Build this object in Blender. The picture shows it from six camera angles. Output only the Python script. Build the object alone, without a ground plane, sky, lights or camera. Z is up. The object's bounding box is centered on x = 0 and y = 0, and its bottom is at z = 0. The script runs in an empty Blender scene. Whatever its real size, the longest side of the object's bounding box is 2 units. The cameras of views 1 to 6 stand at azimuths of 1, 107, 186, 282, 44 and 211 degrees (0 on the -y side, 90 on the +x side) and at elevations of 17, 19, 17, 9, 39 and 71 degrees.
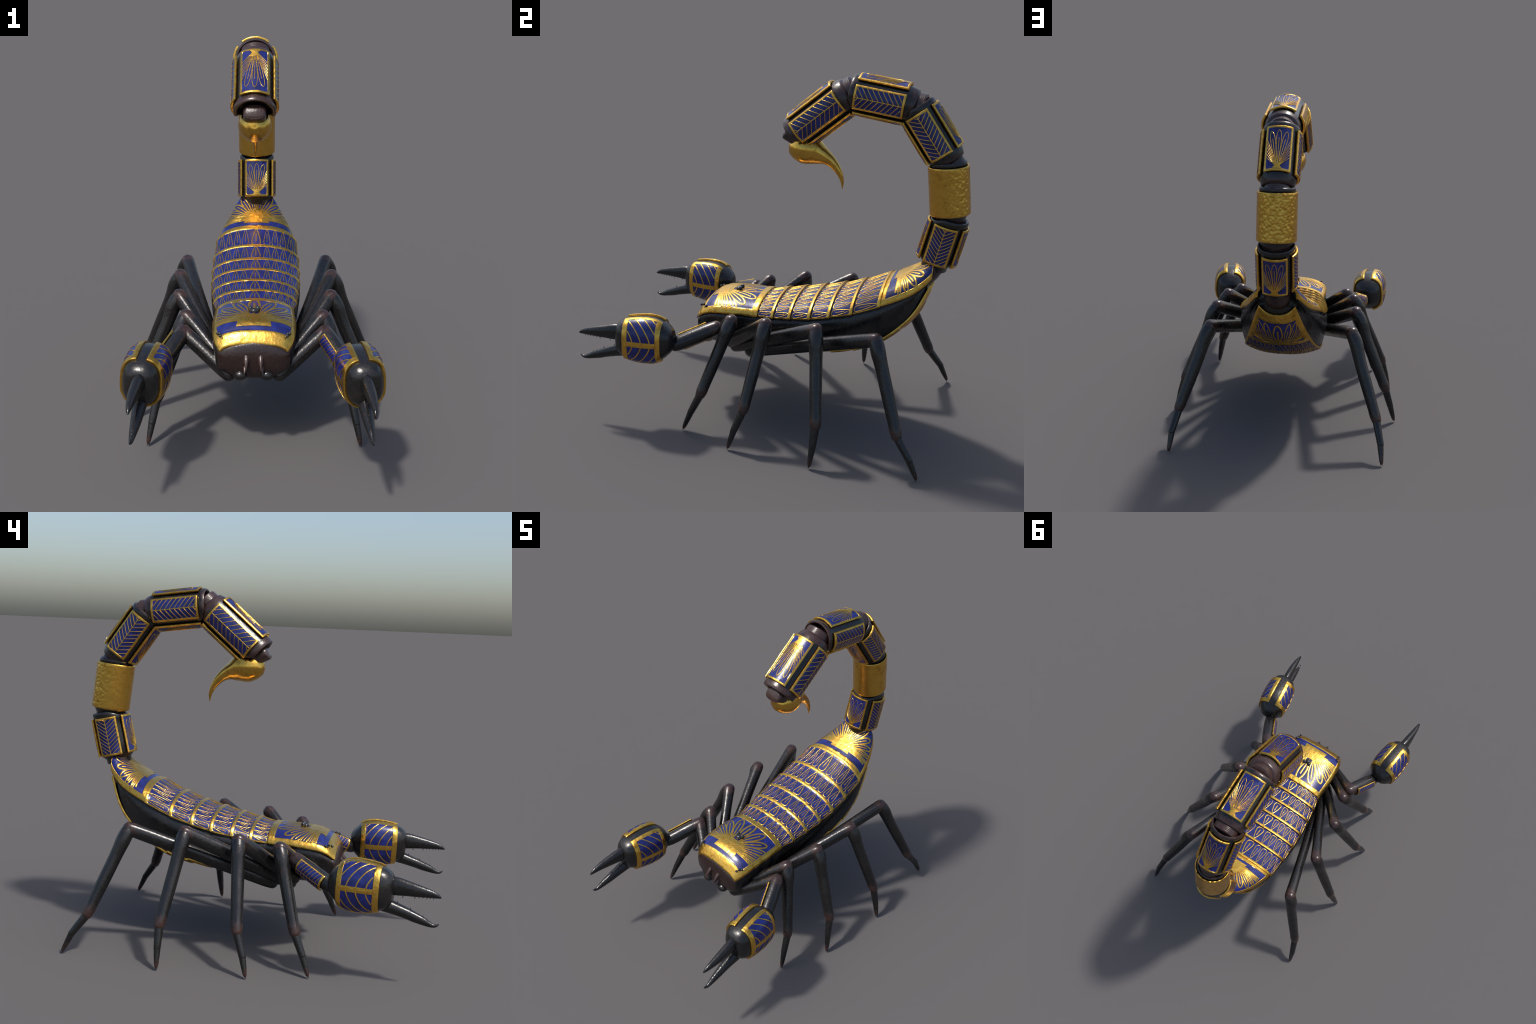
# Gilded ceremonial scorpion: dark chitin body and limbs, lapis enamel plates with gold cloisonne inlay.
import bpy, math, random
from mathutils import Vector, Matrix, noise

random.seed(7)
V = Vector

# ------------------------------------------------------------------ materials
def new_mat(name):
    m = bpy.data.materials.new(name)
    m.use_nodes = True
    nt = m.node_tree
    nt.nodes.clear()
    out = nt.nodes.new('ShaderNodeOutputMaterial')
    bsdf = nt.nodes.new('ShaderNodeBsdfPrincipled')
    nt.links.new(bsdf.outputs[0], out.inputs[0])
    return m, nt, bsdf

def N(nt, kind, **kw):
    n = nt.nodes.new(kind)
    for k, v in kw.items():
        if k in ('operation', 'blend_type', 'data_type', 'feature', 'noise_dimensions', 'interpolation_type'):
            setattr(n, k, v)
        else:
            n.inputs[k].default_value = v
    return n

def noise_tex(nt, vec, scale, detail=4.0, rough=0.6, dist=0.0):
    n = N(nt, 'ShaderNodeTexNoise', Scale=scale, Detail=detail, Roughness=rough, Distortion=dist)
    nt.links.new(vec, n.inputs['Vector'])
    return n.outputs['Fac']

def ramp(nt, fac, stops):
    r = nt.nodes.new('ShaderNodeValToRGB')
    els = r.color_ramp.elements
    while len(els) < len(stops):
        els.new(0.5)
    for e, (p, c) in zip(els, stops):
        e.position = p
        e.color = (c[0], c[1], c[2], 1.0) if not isinstance(c, (int, float)) else (c, c, c, 1.0)
    nt.links.new(fac, r.inputs[0])
    return r.outputs[0]

def math_node(nt, op, a, b=None):
    n = nt.nodes.new('ShaderNodeMath')
    n.operation = op
    for i, x in enumerate((a, b)):
        if x is None:
            continue
        if isinstance(x, (int, float)):
            n.inputs[i].default_value = x
        else:
            nt.links.new(x, n.inputs[i])
    return n.outputs[0]

def mix_rgb(nt, fac, a, b):
    n = nt.nodes.new('ShaderNodeMix')
    n.data_type = 'RGBA'
    if isinstance(fac, (int, float)):
        n.inputs[0].default_value = fac
    else:
        nt.links.new(fac, n.inputs[0])
    for i, x in ((6, a), (7, b)):
        if isinstance(x, tuple):
            n.inputs[i].default_value = (x[0], x[1], x[2], 1.0)
        else:
            nt.links.new(x, n.inputs[i])
    return n.outputs[2]

def bump(nt, height, strength, dist, prev=None):
    b = N(nt, 'ShaderNodeBump', Strength=strength, Distance=dist)
    nt.links.new(height, b.inputs['Height'])
    if prev is not None:
        nt.links.new(prev, b.inputs['Normal'])
    return b.outputs[0]

def obj_coord(nt):
    return nt.nodes.new('ShaderNodeTexCoord').outputs['Object']

DARK = (0.0072, 0.0070, 0.0072)
DARK2 = (0.0130, 0.0112, 0.0105)
BROWN = (0.040, 0.0200, 0.0165)

def make_dark(name, mask_kind, edge=0.05, soft=0.02, fibres=None, brown=BROWN):
    """Near-black chitin; brown where the mask says (distance from the origin, |local z|, or local -y)."""
    m, nt, b = new_mat(name)
    oc = obj_coord(nt)
    n1 = noise_tex(nt, oc, 38.0, 6.0, 0.65)
    n2 = noise_tex(nt, oc, 9.0, 3.0, 0.6)
    base = mix_rgb(nt, ramp(nt, n2, [(0.35, 0.0), (0.68, 1.0)]), DARK, DARK2)
    if mask_kind:
        if mask_kind == 'radius':
            ln = nt.nodes.new('ShaderNodeVectorMath')
            ln.operation = 'LENGTH'
            nt.links.new(oc, ln.inputs[0])
            d = ln.outputs['Value']
            d = math_node(nt, 'SUBTRACT', edge, d)
        else:
            s = nt.nodes.new('ShaderNodeSeparateXYZ')
            nt.links.new(oc, s.inputs[0])
            if mask_kind == 'absz':
                d = math_node(nt, 'SUBTRACT', math_node(nt, 'ABSOLUTE', s.outputs[2]), edge)
            else:
                d = math_node(nt, 'SUBTRACT', math_node(nt, 'MULTIPLY', s.outputs[1], -1.0), edge)
        wob = math_node(nt, 'MULTIPLY', math_node(nt, 'SUBTRACT', n1, 0.5), 0.09)
        d = math_node(nt, 'ADD', d, wob)
        mr = N(nt, 'ShaderNodeMapRange')
        nt.links.new(d, mr.inputs['Value'])
        mr.inputs['From Min'].default_value = -soft
        mr.inputs['From Max'].default_value = soft
        base = mix_rgb(nt, mr.outputs[0], base, brown)
    # small brown scuffs
    sc = ramp(nt, noise_tex(nt, oc, 22.0, 8.0, 0.7, 0.6), [(0.60, 0.0), (0.70, 0.55)])
    base = mix_rgb(nt, sc, base, brown)
    nt.links.new(base, b.inputs['Base Color'])
    r = N(nt, 'ShaderNodeMapRange')
    nt.links.new(n1, r.inputs['Value'])
    r.inputs['From Min'].default_value = 0.3
    r.inputs['From Max'].default_value = 0.7
    r.inputs['To Min'].default_value = 0.20
    r.inputs['To Max'].default_value = 0.36
    nt.links.new(r.outputs[0], b.inputs['Roughness'])
    b.inputs['IOR'].default_value = 1.55
    b.inputs['Specular IOR Level'].default_value = 0.46
    nrm = bump(nt, noise_tex(nt, oc, 85.0, 3.0, 0.55), 0.25, 0.004)
    nrm = bump(nt, noise_tex(nt, oc, 18.0, 2.0, 0.5), 0.25, 0.006, nrm)
    if fibres:
        mp = N(nt, 'ShaderNodeMapping')
        mp.inputs['Scale'].default_value = fibres
        nt.links.new(oc, mp.inputs['Vector'])
        nrm = bump(nt, noise_tex(nt, mp.outputs[0], 1.0, 3.0, 0.6), 0.35, 0.003, nrm)
    nt.links.new(nrm, b.inputs['Normal'])
    return m

M_LIMB = make_dark('dark_chitin_limb', 'radius', 0.048, 0.012)
M_CORE = make_dark('dark_chitin_tail', 'absz', 0.150, 0.012)
M_HULL = make_dark('dark_chitin_body', 'negy', 0.425, 0.012, fibres=(120.0, 120.0, 14.0), brown=(0.020, 0.0105, 0.0090))
M_DARK = make_dark('dark_chitin', None)
M_FINGER = make_dark('black_claw', None)
M_RIDGE = make_dark('dark_ridged_joint', 'radius', 0.2, 0.05, fibres=(260.0, 18.0, 18.0))
M_BROWN = make_dark('brown_chitin', 'radius', 2.0, 0.1)

def make_gold(name, rough=0.3, hammer=False, stains=0.55, rel=1.0):
    m, nt, b = new_mat(name)
    oc = obj_coord(nt)
    n1 = noise_tex(nt, oc, 26.0, 6.0, 0.65)
    n2 = noise_tex(nt, oc, 130.0, 4.0, 0.6)
    col = ramp(nt, n1, [(0.30, (0.43, 0.215, 0.032)), (0.45, (0.66, 0.380, 0.066)), (0.75, (0.76, 0.480, 0.100))])
    st = ramp(nt, noise_tex(nt, oc, 45.0, 7.0, 0.7, 0.8), [(0.60, 0.0), (0.72, stains)])
    col = mix_rgb(nt, st, col, (0.36, 0.17, 0.03))
    nt.links.new(col, b.inputs['Base Color'])
    b.inputs['Metallic'].default_value = 1.0
    r = N(nt, 'ShaderNodeMapRange')
    nt.links.new(n1, r.inputs['Value'])
    r.inputs['From Min'].default_value = 0.3
    r.inputs['From Max'].default_value = 0.7
    r.inputs['To Min'].default_value = rough + 0.10
    r.inputs['To Max'].default_value = rough - 0.05
    nt.links.new(r.outputs[0], b.inputs['Roughness'])
    nrm = bump(nt, n2, 0.15 * rel, 0.003)
    nrm = bump(nt, noise_tex(nt, oc, 42.0, 2.0, 0.5), 0.42 * rel, 0.006, nrm)
    if hammer:
        # planished dents that fade out on the inner (local -y) side
        s = nt.nodes.new('ShaderNodeSeparateXYZ')
        nt.links.new(oc, s.inputs[0])
        mr = N(nt, 'ShaderNodeMapRange')
        nt.links.new(s.outputs[1], mr.inputs['Value'])
        mr.inputs['From Min'].default_value = -0.02
        mr.inputs['From Max'].default_value = 0.07
        vo = N(nt, 'ShaderNodeTexVoronoi', Scale=62.0)
        vo.feature = 'SMOOTH_F1'
        nt.links.new(oc, vo.inputs['Vector'])
        ht = math_node(nt, 'MULTIPLY', ramp(nt, vo.outputs['Distance'], [(0.1, 0.0), (0.55, 1.0)]), mr.outputs[0])
        nrm = bump(nt, ht, 0.42, 0.005, nrm)
    nt.links.new(nrm, b.inputs['Normal'])
    return m

M_GOLD = make_gold('old_gold')
M_GOLDS = make_gold('polished_gold', 0.21, stains=0.3, rel=0.3)
M_GOLDH = make_gold('hammered_gold', 0.30, hammer=True, stains=0.25, rel=0.5)

def make_lapis():
    m, nt, b = new_mat('lapis_enamel')
    oc = obj_coord(nt)
    n1 = noise_tex(nt, oc, 24.0, 5.0, 0.6, 0.4)
    col = ramp(nt, n1, [(0.28, (0.0060, 0.0075, 0.050)), (0.5, (0.0080, 0.0130, 0.112)), (0.72, (0.014, 0.024, 0.180))])
    nt.links.new(col, b.inputs['Base Color'])
    b.inputs['Roughness'].default_value = 0.27
    b.inputs['Specular IOR Level'].default_value = 0.5
    nt.links.new(bump(nt, noise_tex(nt, oc, 55.0, 2.0, 0.5), 0.12, 0.003), b.inputs['Normal'])
    return m
M_BLUE = make_lapis()

def make_eye():
    m, nt, b = new_mat('black_eye')
    oc = obj_coord(nt)
    c = ramp(nt, noise_tex(nt, oc, 60.0), [(0.3, (0.012, 0.014, 0.016)), (0.7, (0.03, 0.03, 0.03))])
    nt.links.new(c, b.inputs['Base Color'])
    b.inputs['Roughness'].default_value = 0.22
    return m
M_EYE = make_eye()

# ------------------------------------------------------------------ mesh helpers
class Build:
    """Collects vertices, faces and material slots for one mesh."""
    def __init__(self):
        self.v, self.f, self.m, self.mats = [], [], [], []
    def slot(self, mat):
        if mat not in self.mats:
            self.mats.append(mat)
        return self.mats.index(mat)
    def grid(self, rows, mat, close_u=False, cap0=False, cap1=False, cellmat=None):
        k = self.slot(mat)
        base = len(self.v)
        nu = len(rows[0])
        for r in rows:
            self.v.extend(V(p) for p in r)
        for i in range(len(rows) - 1):
            for j in range(nu if close_u else nu - 1):
                a = base + i * nu + j
                b = base + i * nu + (j + 1) % nu
                self.f.append((a, b, b + nu, a + nu))
                self.m.append(k if cellmat is None else self.slot(cellmat(i, j)))
        if cap0:
            self.f.append(tuple(base + j for j in reversed(range(nu)))); self.m.append(k)
        if cap1:
            o = base + (len(rows) - 1) * nu
            self.f.append(tuple(o + j for j in range(nu))); self.m.append(k)

def finish(b, name, parent, origin=None, matrix=None, angle=38.0, flip=False, recalc=False, kind=None):
    me = bpy.data.meshes.new(name)
    M = Matrix.Translation(origin) if origin is not None else (matrix or Matrix.Identity(4))
    Mi = M.inverted()
    vs = [Mi @ p for p in b.v] if origin is not None else b.v
    fs = [tuple(reversed(f)) for f in b.f] if flip else b.f
    me.from_pydata([tuple(p) for p in vs], [], fs)
    for mt in b.mats:
        me.materials.append(mt)
    me.polygons.foreach_set('material_index', b.m)
    me.polygons.foreach_set('use_smooth', [True] * len(me.polygons))
    me.update()
    if recalc:
        import bmesh
        bm = bmesh.new(); bm.from_mesh(me)
        bmesh.ops.recalc_face_normals(bm, faces=bm.faces)
        bm.to_mesh(me); bm.free()
    me.set_sharp_from_angle(angle=math.radians(angle))
    o = bpy.data.objects.new(name, me)
    bpy.context.scene.collection.objects.link(o)
    o.parent = parent
    # parents sit at identity except those handled by the caller
    o.matrix_parent_inverse = parent.matrix_world.inverted() if parent else Matrix.Identity(4)
    o.matrix_world = M
    if kind:
        o['kind'] = kind
    return o

def lerp(a, b, t):
    return a + (b - a) * t

def spline(xs, ys, x):
    """Monotone-ish cubic (Catmull-Rom) through (xs, ys); ys may be numbers or vectors."""
    n = len(xs)
    if x <= xs[0]: return ys[0]
    if x >= xs[-1]: return ys[-1]
    i = 0
    while x > xs[i + 1]: i += 1
    h = xs[i + 1] - xs[i]
    t = (x - xs[i]) / h
    def slope(k):
        if k == 0: return (ys[1] - ys[0]) / (xs[1] - xs[0])
        if k == n - 1: return (ys[-1] - ys[-2]) / (xs[-1] - xs[-2])
        return (ys[k + 1] - ys[k - 1]) / (xs[k + 1] - xs[k - 1])
    m0, m1 = slope(i) * h, slope(i + 1) * h
    t2, t3 = t * t, t * t * t
    return ys[i] * (2*t3 - 3*t2 + 1) + m0 * (t3 - 2*t2 + t) + ys[i + 1] * (-2*t3 + 3*t2) + m1 * (t3 - t2)

def frange(a, b, n):
    return [a + (b - a) * i / n for i in range(n + 1)]

def tube(b, pts, radii, mat, up=V((0, 0, 1)), seg=20, sub=4, flat=1.0, power=2.0, cap_round=True):
    """Smooth limb through pts; radii are (across, along-up) pairs or numbers; superellipse cross-section."""
    pts = [V(p) for p in pts]
    rr = [(r, r * flat) if isinstance(r, (int, float)) else r for r in radii]
    d = [0.0]
    for p, q in zip(pts, pts[1:]):
        d.append(d[-1] + max((q - p).length, 1e-6))
    xs = []
    for i in range(len(pts) - 1):
        xs += [lerp(d[i], d[i + 1], k / sub) for k in range(sub)]
    xs.append(d[-1])
    rows = []
    for k, x in enumerate(xs):
        c = spline(d, pts, x)
        e = 1e-3
        t = (spline(d, pts, min(x + e, d[-1])) - spline(d, pts, max(x - e, 0.0))).normalized()
        s = t.cross(up)
        if s.length < 1e-4: s = t.cross(V((1, 0, 0)))
        s.normalize()
        u = s.cross(t)
        ra = max(spline(d, [r[0] for r in rr], x), 2e-4)
        rb = max(spline(d, [r[1] for r in rr], x), 2e-4)
        row = []
        for j in range(seg):
            a = 2 * math.pi * j / seg
            ca, sa = math.cos(a), math.sin(a)
            ca = math.copysign(abs(ca) ** (2 / power), ca)
            sa = math.copysign(abs(sa) ** (2 / power), sa)
            row.append(c + s * ra * ca + u * rb * sa)
        rows.append((row, c, t, ra, rb, s, u))
    out = []
    def cap(item, sign):
        row, c, t, ra, rb, s, u = item
        res = []
        for q in (0.35, 0.65, 0.87, 0.985):
            k = math.sqrt(1 - q * q)
            res.append([c + (p - c) * k + t * sign * q * min(ra, rb) for p in row])
        return res
    if cap_round:
        out = list(reversed(cap(rows[0], -1))) + [r[0] for r in rows] + cap(rows[-1], 1)
    else:
        out = [r[0] for r in rows]
    # s x u points along -t for this frame: order rows so that faces look outwards
    b.grid([list(reversed(r)) for r in out], mat, close_u=True, cap0=True, cap1=True)

def ellipsoid(b, c, r, mat, n=14, rot=None):
    rows = []
    for i in range(1, n):
        th = math.pi * i / n
        row = []
        for j in range(2 * n):
            ph = 2 * math.pi * j / (2 * n)
            p = V((r[0] * math.sin(th) * math.cos(ph), r[1] * math.sin(th) * math.sin(ph), r[2] * math.cos(th)))
            if rot: p = rot @ p
            row.append(V(c) + p)
        rows.append(list(reversed(row)))
    b.grid(rows, mat, close_u=True, cap0=True, cap1=True)

def normal_of(S, u, v, eu, ev):
    du = S(u + eu, v) - S(u - eu, v)
    dv = S(u, v + ev) - S(u, v - ev)
    n = du.cross(dv)
    return n.normalized() if n.length > 1e-12 else V((0, 0, 1))

def make_lifted(S, eu=1e-3, ev=1e-3, sign=1.0):
    def f(u, v, h):
        p = S(u, v)
        return p + normal_of(S, u, v, eu, ev) * (h * sign)
    return f

def knots(lo, hi, b0, b1, step, r):
    """Grid lines: rounded outer rims, crisp step at the inner edge of each border."""
    e = r * 0.35
    def span(a, c):
        n = max(1, int(math.ceil((c - a) / step)))
        return [lerp(a, c, k / n) for k in range(1, n + 1)]
    ks = [lo, lo + r * 0.35, lo + r]
    if b0 > 0:
        ks += span(ks[-1], lo + b0 - e) + [lo + b0]
    if b1 > 0:
        ks += span(ks[-1], hi - b1) + [hi - b1 + e]
    ks += span(ks[-1], hi - r)
    return ks + [hi - r * 0.35, hi]

def plate(b, L, u0, u1, v0, v1, bu, bv, ru, rv, su, sv, thick=0.010, recess=0.0016, frame=None, field=None, wob=0.0008):
    """Enamel plate over the surface L(u, v, h): rounded gold rim round a recessed lapis field.
    bu, bv = border widths (lo, hi); ru, rv = rim rounding; su, sv = grid steps."""
    frame = frame or M_GOLD
    field = field or M_BLUE
    us = knots(u0, u1, bu[0], bu[1], su, ru)
    vs = knots(v0, v1, bv[0], bv[1], sv, rv)
    lim = 1e-9
    def rim(x, lo, hi, r):
        d = min(x - lo, hi - x) / r
        return 1.0 if d >= 1 else math.sqrt(max(0.0, 1 - (1 - d) ** 2))
    def inside(u, v):
        return (u0 + bu[0] - lim <= u <= u1 - bu[1] + lim) and (v0 + bv[0] - lim <= v <= v1 - bv[1] + lim) and field is not None
    def h(u, v):
        q = min(rim(u, u0, u1, ru), rim(v, v0, v1, rv))
        z = -0.0045 * (1 - q)
        if inside(u, v) : z -= recess
        else:
            p = L(u, v, 0.0)
            z += wob * noise.noise(p * 38.0)
        return z
    top = [[L(u, v, h(u, v)) for u in us] for v in vs]
    def cm(i, j):
        uc, vc = (us[j] + us[j + 1]) / 2, (vs[i] + vs[i + 1]) / 2
        return field if inside(uc, vc) else frame
    b.grid(top, frame, cellmat=cm)
    # skirt and underside
    nu, nv = len(us), len(vs)
    loop = [(us[j], vs[0]) for j in range(nu)] + [(us[-1], vs[i]) for i in range(1, nv)] + \
           [(us[j], vs[-1]) for j in range(nu - 2, -1, -1)] + [(us[0], vs[i]) for i in range(nv - 2, 0, -1)]
    b.grid([[L(u, v, -0.0045) for u, v in loop], [L(u, v, -thick) for u, v in loop]][::-1], frame, close_u=True)
    b.grid([[L(u, v, -thick) for u in us] for v in reversed(vs)], frame)

_lift = [0]
def ribbon(b, L, pts, w, clip=None, h=0.0, step=0.006, closed=False, mat=None, iso=(1.0, 1.0), base=-0.003):
    """Gold wire laid on the surface along a 2D polyline. iso scales (u, v) to metres. clip(u, v) keeps a point."""
    mat = mat or M_GOLD
    _lift[0] = (_lift[0] + 1) % 17
    h = h + _lift[0] * 0.00003
    P = [V((p[0] * iso[0], p[1] * iso[1])) for p in pts]
    if closed: P.append(P[0].copy())
    Q = [P[0]]
    for a, c in zip(P, P[1:]):
        n = max(1, int(math.ceil((c - a).length / step)))
        Q += [a.lerp(c, k / n) for k in range(1, n + 1)]
    runs, cur = [], []
    for p in Q:
        ok = clip is None or clip(p.x / iso[0], p.y / iso[1])
        if ok: cur.append(p)
        elif cur:
            runs.append(cur); cur = []
    if cur: runs.append(cur)
    for run in runs:
        if len(run) < 2: continue
        n = len(run)
        whole = closed and len(runs) == 1 and n == len(Q)
        rows = []
        for i, p in enumerate(run):
            if whole:
                a, c = run[(i - 1) % (n - 1)], run[(i + 1) % (n - 1)]
            else:
                a, c = run[max(i - 1, 0)], run[min(i + 1, n - 1)]
            t = c - a
            if t.length < 1e-9: t = V((1, 0))
            t.normalize()
            s = V((-t.y, t.x))
            row = []
            for off, hh in ((0.5, base), (0.5, h - 0.0007), (0.22, h), (-0.22, h), (-0.5, h - 0.0007), (-0.5, base)):
                q = p + s * (w * off)
                row.append(L(q.x / iso[0], q.y / iso[1], hh))
            rows.append(list(reversed(row)))
        b.grid(rows, mat, close_u=True, cap0=not whole, cap1=not whole)

def fill_profile(b, L, vs, half, h=0.0002, n=8, u_mid=lambda v: 0.0, mat=None, iso=(1.0, 1.0), base=-0.003):
    """Solid gold shape bounded by u = u_mid(v) +- half(v)."""
    mat = mat or M_GOLD
    _lift[0] = (_lift[0] + 1) % 17
    h = h + _lift[0] * 0.00003
    top = [[L((u_mid(v) + half(v) * (2 * k / n - 1)) / iso[0], v / iso[1], h) for k in range(n + 1)] for v in vs]
    b.grid(top, mat)
    loop = [(u_mid(vs[0]) + half(vs[0]) * (2 * k / n - 1), vs[0]) for k in range(n + 1)] + \
           [(u_mid(v) + half(v), v) for v in vs[1:]] + \
           [(u_mid(vs[-1]) + half(vs[-1]) * (1 - 2 * k / n), vs[-1]) for k in range(1, n + 1)] + \
           [(u_mid(v) - half(v), v) for v in reversed(vs[1:-1])]
    b.grid([[L(u / iso[0], v / iso[1], base) for u, v in loop], [L(u / iso[0], v / iso[1], h) for u, v in loop]], mat, close_u=True)

def petal_outline(o, ang, r0, r1, w, n=22, fat=0.62):
    """Leaf outline from r0 to r1 in direction ang (0 = +v), widest at `fat` of its length."""
    left, right = [], []
    d, s = V((math.sin(ang), math.cos(ang))), V((math.cos(ang), -math.sin(ang)))
    for k in range(n + 1):
        t = k / n
        if t < fat: g = math.sin(0.5 * math.pi * t / fat) ** 0.9
        else: g = math.sqrt(max(0.0, 1 - ((t - fat) / (1 - fat)) ** 2))
        c = V(o) + d * lerp(r0, r1, t)
        left.append(c - s * (0.5 * w * g)); right.append(c + s * (0.5 * w * g))
    return left + right[::-1][1:]

# ------------------------------------------------------------------ root
root = bpy.data.objects.new('scorpion', None)
bpy.context.scene.collection.objects.link(root)
root['label'] = 'black scorpion armoured with gold and lapis blue enamel plates'
root['category'] = 'scorpion sculpture'

# ------------------------------------------------------------------ back surface
YS =  [-0.437, -0.425, -0.402, -0.348, -0.230, -0.075, 0.024, 0.125, 0.237, 0.345, 0.465, 0.608, 0.675, 0.751, 0.795, 0.830, 0.850]
ZM =  [0.564, 0.582, 0.610, 0.6455, 0.6605, 0.667, 0.683, 0.705, 0.729, 0.7555, 0.7965, 0.859, 0.893, 0.936, 0.965, 0.993, 1.010]
BOX = [2.4, 2.4, 2.4, 2.3, 2.15, 2.25, 2.25, 2.25, 2.25, 2.25, 2.25, 2.25, 2.3, 2.5, 2.7, 3.0, 3.2]
ZS =  [0.5275, 0.529, 0.548, 0.5705, 0.585, 0.588, 0.601, 0.616, 0.636, 0.664, 0.701, 0.761, 0.788, 0.823, 0.854, 0.887, 0.913]
WD =  [0.163, 0.1685, 0.184, 0.197, 0.204, 0.199, 0.2165, 0.228, 0.238, 0.2405, 0.239, 0.228, 0.2095, 0.180, 0.156, 0.133, 0.112]
def back_point(t, y):
    """Superellipse arch: t = 0 on the midline, pi/2 at the lower edge."""
    zm, zs, w, n = (spline(YS, k, y) for k in (ZM, ZS, WD, BOX))
    return V((w * abs(math.sin(t)) ** (2 / n), y, zs + (zm - zs) * max(0.0, math.cos(t)) ** 1.0))
# arc-length tables, so that equal steps across the plate are equal distances
NST, NAR = 200, 150
STY = [YS[0] + (YS[-1] - YS[0]) * i / NST for i in range(NST + 1)]
STX = []
for _y in STY:
    _pts = [back_point((i / 300) ** 1.4 * math.pi / 2, _y) for i in range(301)]
    _d = [0.0]
    for _p, _q in zip(_pts, _pts[1:]): _d.append(_d[-1] + (_q - _p).length)
    _row, _k = [], 0
    for j in range(NAR + 1):
        _s = _d[-1] * j / NAR
        while _k < 299 and _d[_k + 1] < _s: _k += 1
        _f = (_s - _d[_k]) / max(_d[_k + 1] - _d[_k], 1e-9)
        _row.append(_pts[_k].lerp(_pts[_k + 1], min(max(_f, 0.0), 1.0)))
    STX.append((_row, _d[-1]))
def back_raw(s, y):
    sg = 1.0 if s >= 0 else -1.0
    a = abs(s)
    q = min(max((y - YS[0]) / (YS[-1] - YS[0]), 0.0), 1.0) * NST
    i = min(int(q), NST - 1); q -= i
    x = min(a, 1.0) * NAR
    j = min(int(x), NAR - 1); x -= j
    r0, r1 = STX[i][0], STX[i + 1][0]
    p = r0[j].lerp(r0[j + 1], x).lerp(r1[j].lerp(r1[j + 1], x), q)
    z = p.z
    if a > 1.0: z -= (a - 1.0) * arc_at(y)
    return V((sg * p.x, y, z))
def arc_at(y):
    q = min(max((y - YS[0]) / (YS[-1] - YS[0]), 0.0), 1.0) * NST
    i = min(int(q), NST - 1)
    return lerp(STX[i][1], STX[i + 1][1], q - i)

def back_plate_map(y0, y1, flare0, flare1, border=0.0, ub=1.0):
    """(u, y, h): u in -1..1 across; |u| > ub is a border of constant width."""
    def S(u, y):
        L = arc_at(y)
        if border and abs(u) > ub:
            a = L - border * (1 - abs(u)) / (1 - ub)
        else:
            a = (L - border) * abs(u) / ub
        return back_raw(math.copysign(a, u) / L, y)
    f = make_lifted(S, 1.2e-2, 9e-3)
    def L(u, y, h):
        t = (y - y0) / (y1 - y0)
        return f(u, y, h + lerp(flare0, flare1, t))
    return L
def back_metric(y0, y1, flare0, flare1):
    """(a, y, h): a = metres from the midline."""
    f = make_lifted(lambda a, y: back_raw(a / arc_at(y), y), 3e-3, 9e-3)
    def L(a, y, h):
        t = (y - y0) / (y1 - y0)
        return f(a, y, h + lerp(flare0, flare1, t))
    return L

def inner_line(b, L, o, ang, r0, r1, w, clip):
    d = V((math.sin(ang), math.cos(ang)))
    ribbon(b, L, [V(o) + d * r0, V(o) + d * r1], w, clip)

def fan(b, L, o, clip, petals, centre, lw, mass_w, mass_h, foot):
    """Lotus fan: solid heart, centre petal and radiating side petals."""
    ox, oy = o
    ribbon(b, L, petal_outline(o, 0.0, centre[0], centre[1], centre[2], fat=0.55), lw, clip, closed=True)
    ribbon(b, L, [V((0, oy + centre[0])), V((0, lerp(oy + centre[0], oy + centre[1], 0.72)))], lw * 0.9, clip)
    for ang, r0, r1, w, wl in petals:
        for sgn in (-1, 1):
            ribbon(b, L, petal_outline(o, sgn * ang, r0, r1, w), wl, clip, closed=True)
            inner_line(b, L, o, sgn * ang, r0, lerp(r0, r1, 0.80), wl * 0.85, clip)
    vs = frange(oy - 0.002, oy + mass_h, 8)
    fill_profile(b, L, vs, lambda v: mass_w * math.sqrt(max(0.0, 1 - ((v - oy + 0.002) / (mass_h + 0.003)) ** 2)) + 1e-4, n=14)
    fv = frange(oy - foot[2], oy - 0.001, 5)
    fill_profile(b, L, fv, lambda v: lerp(foot[0], foot[1], (v - fv[0]) / (fv[-1] - fv[0])) , n=10)

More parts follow.
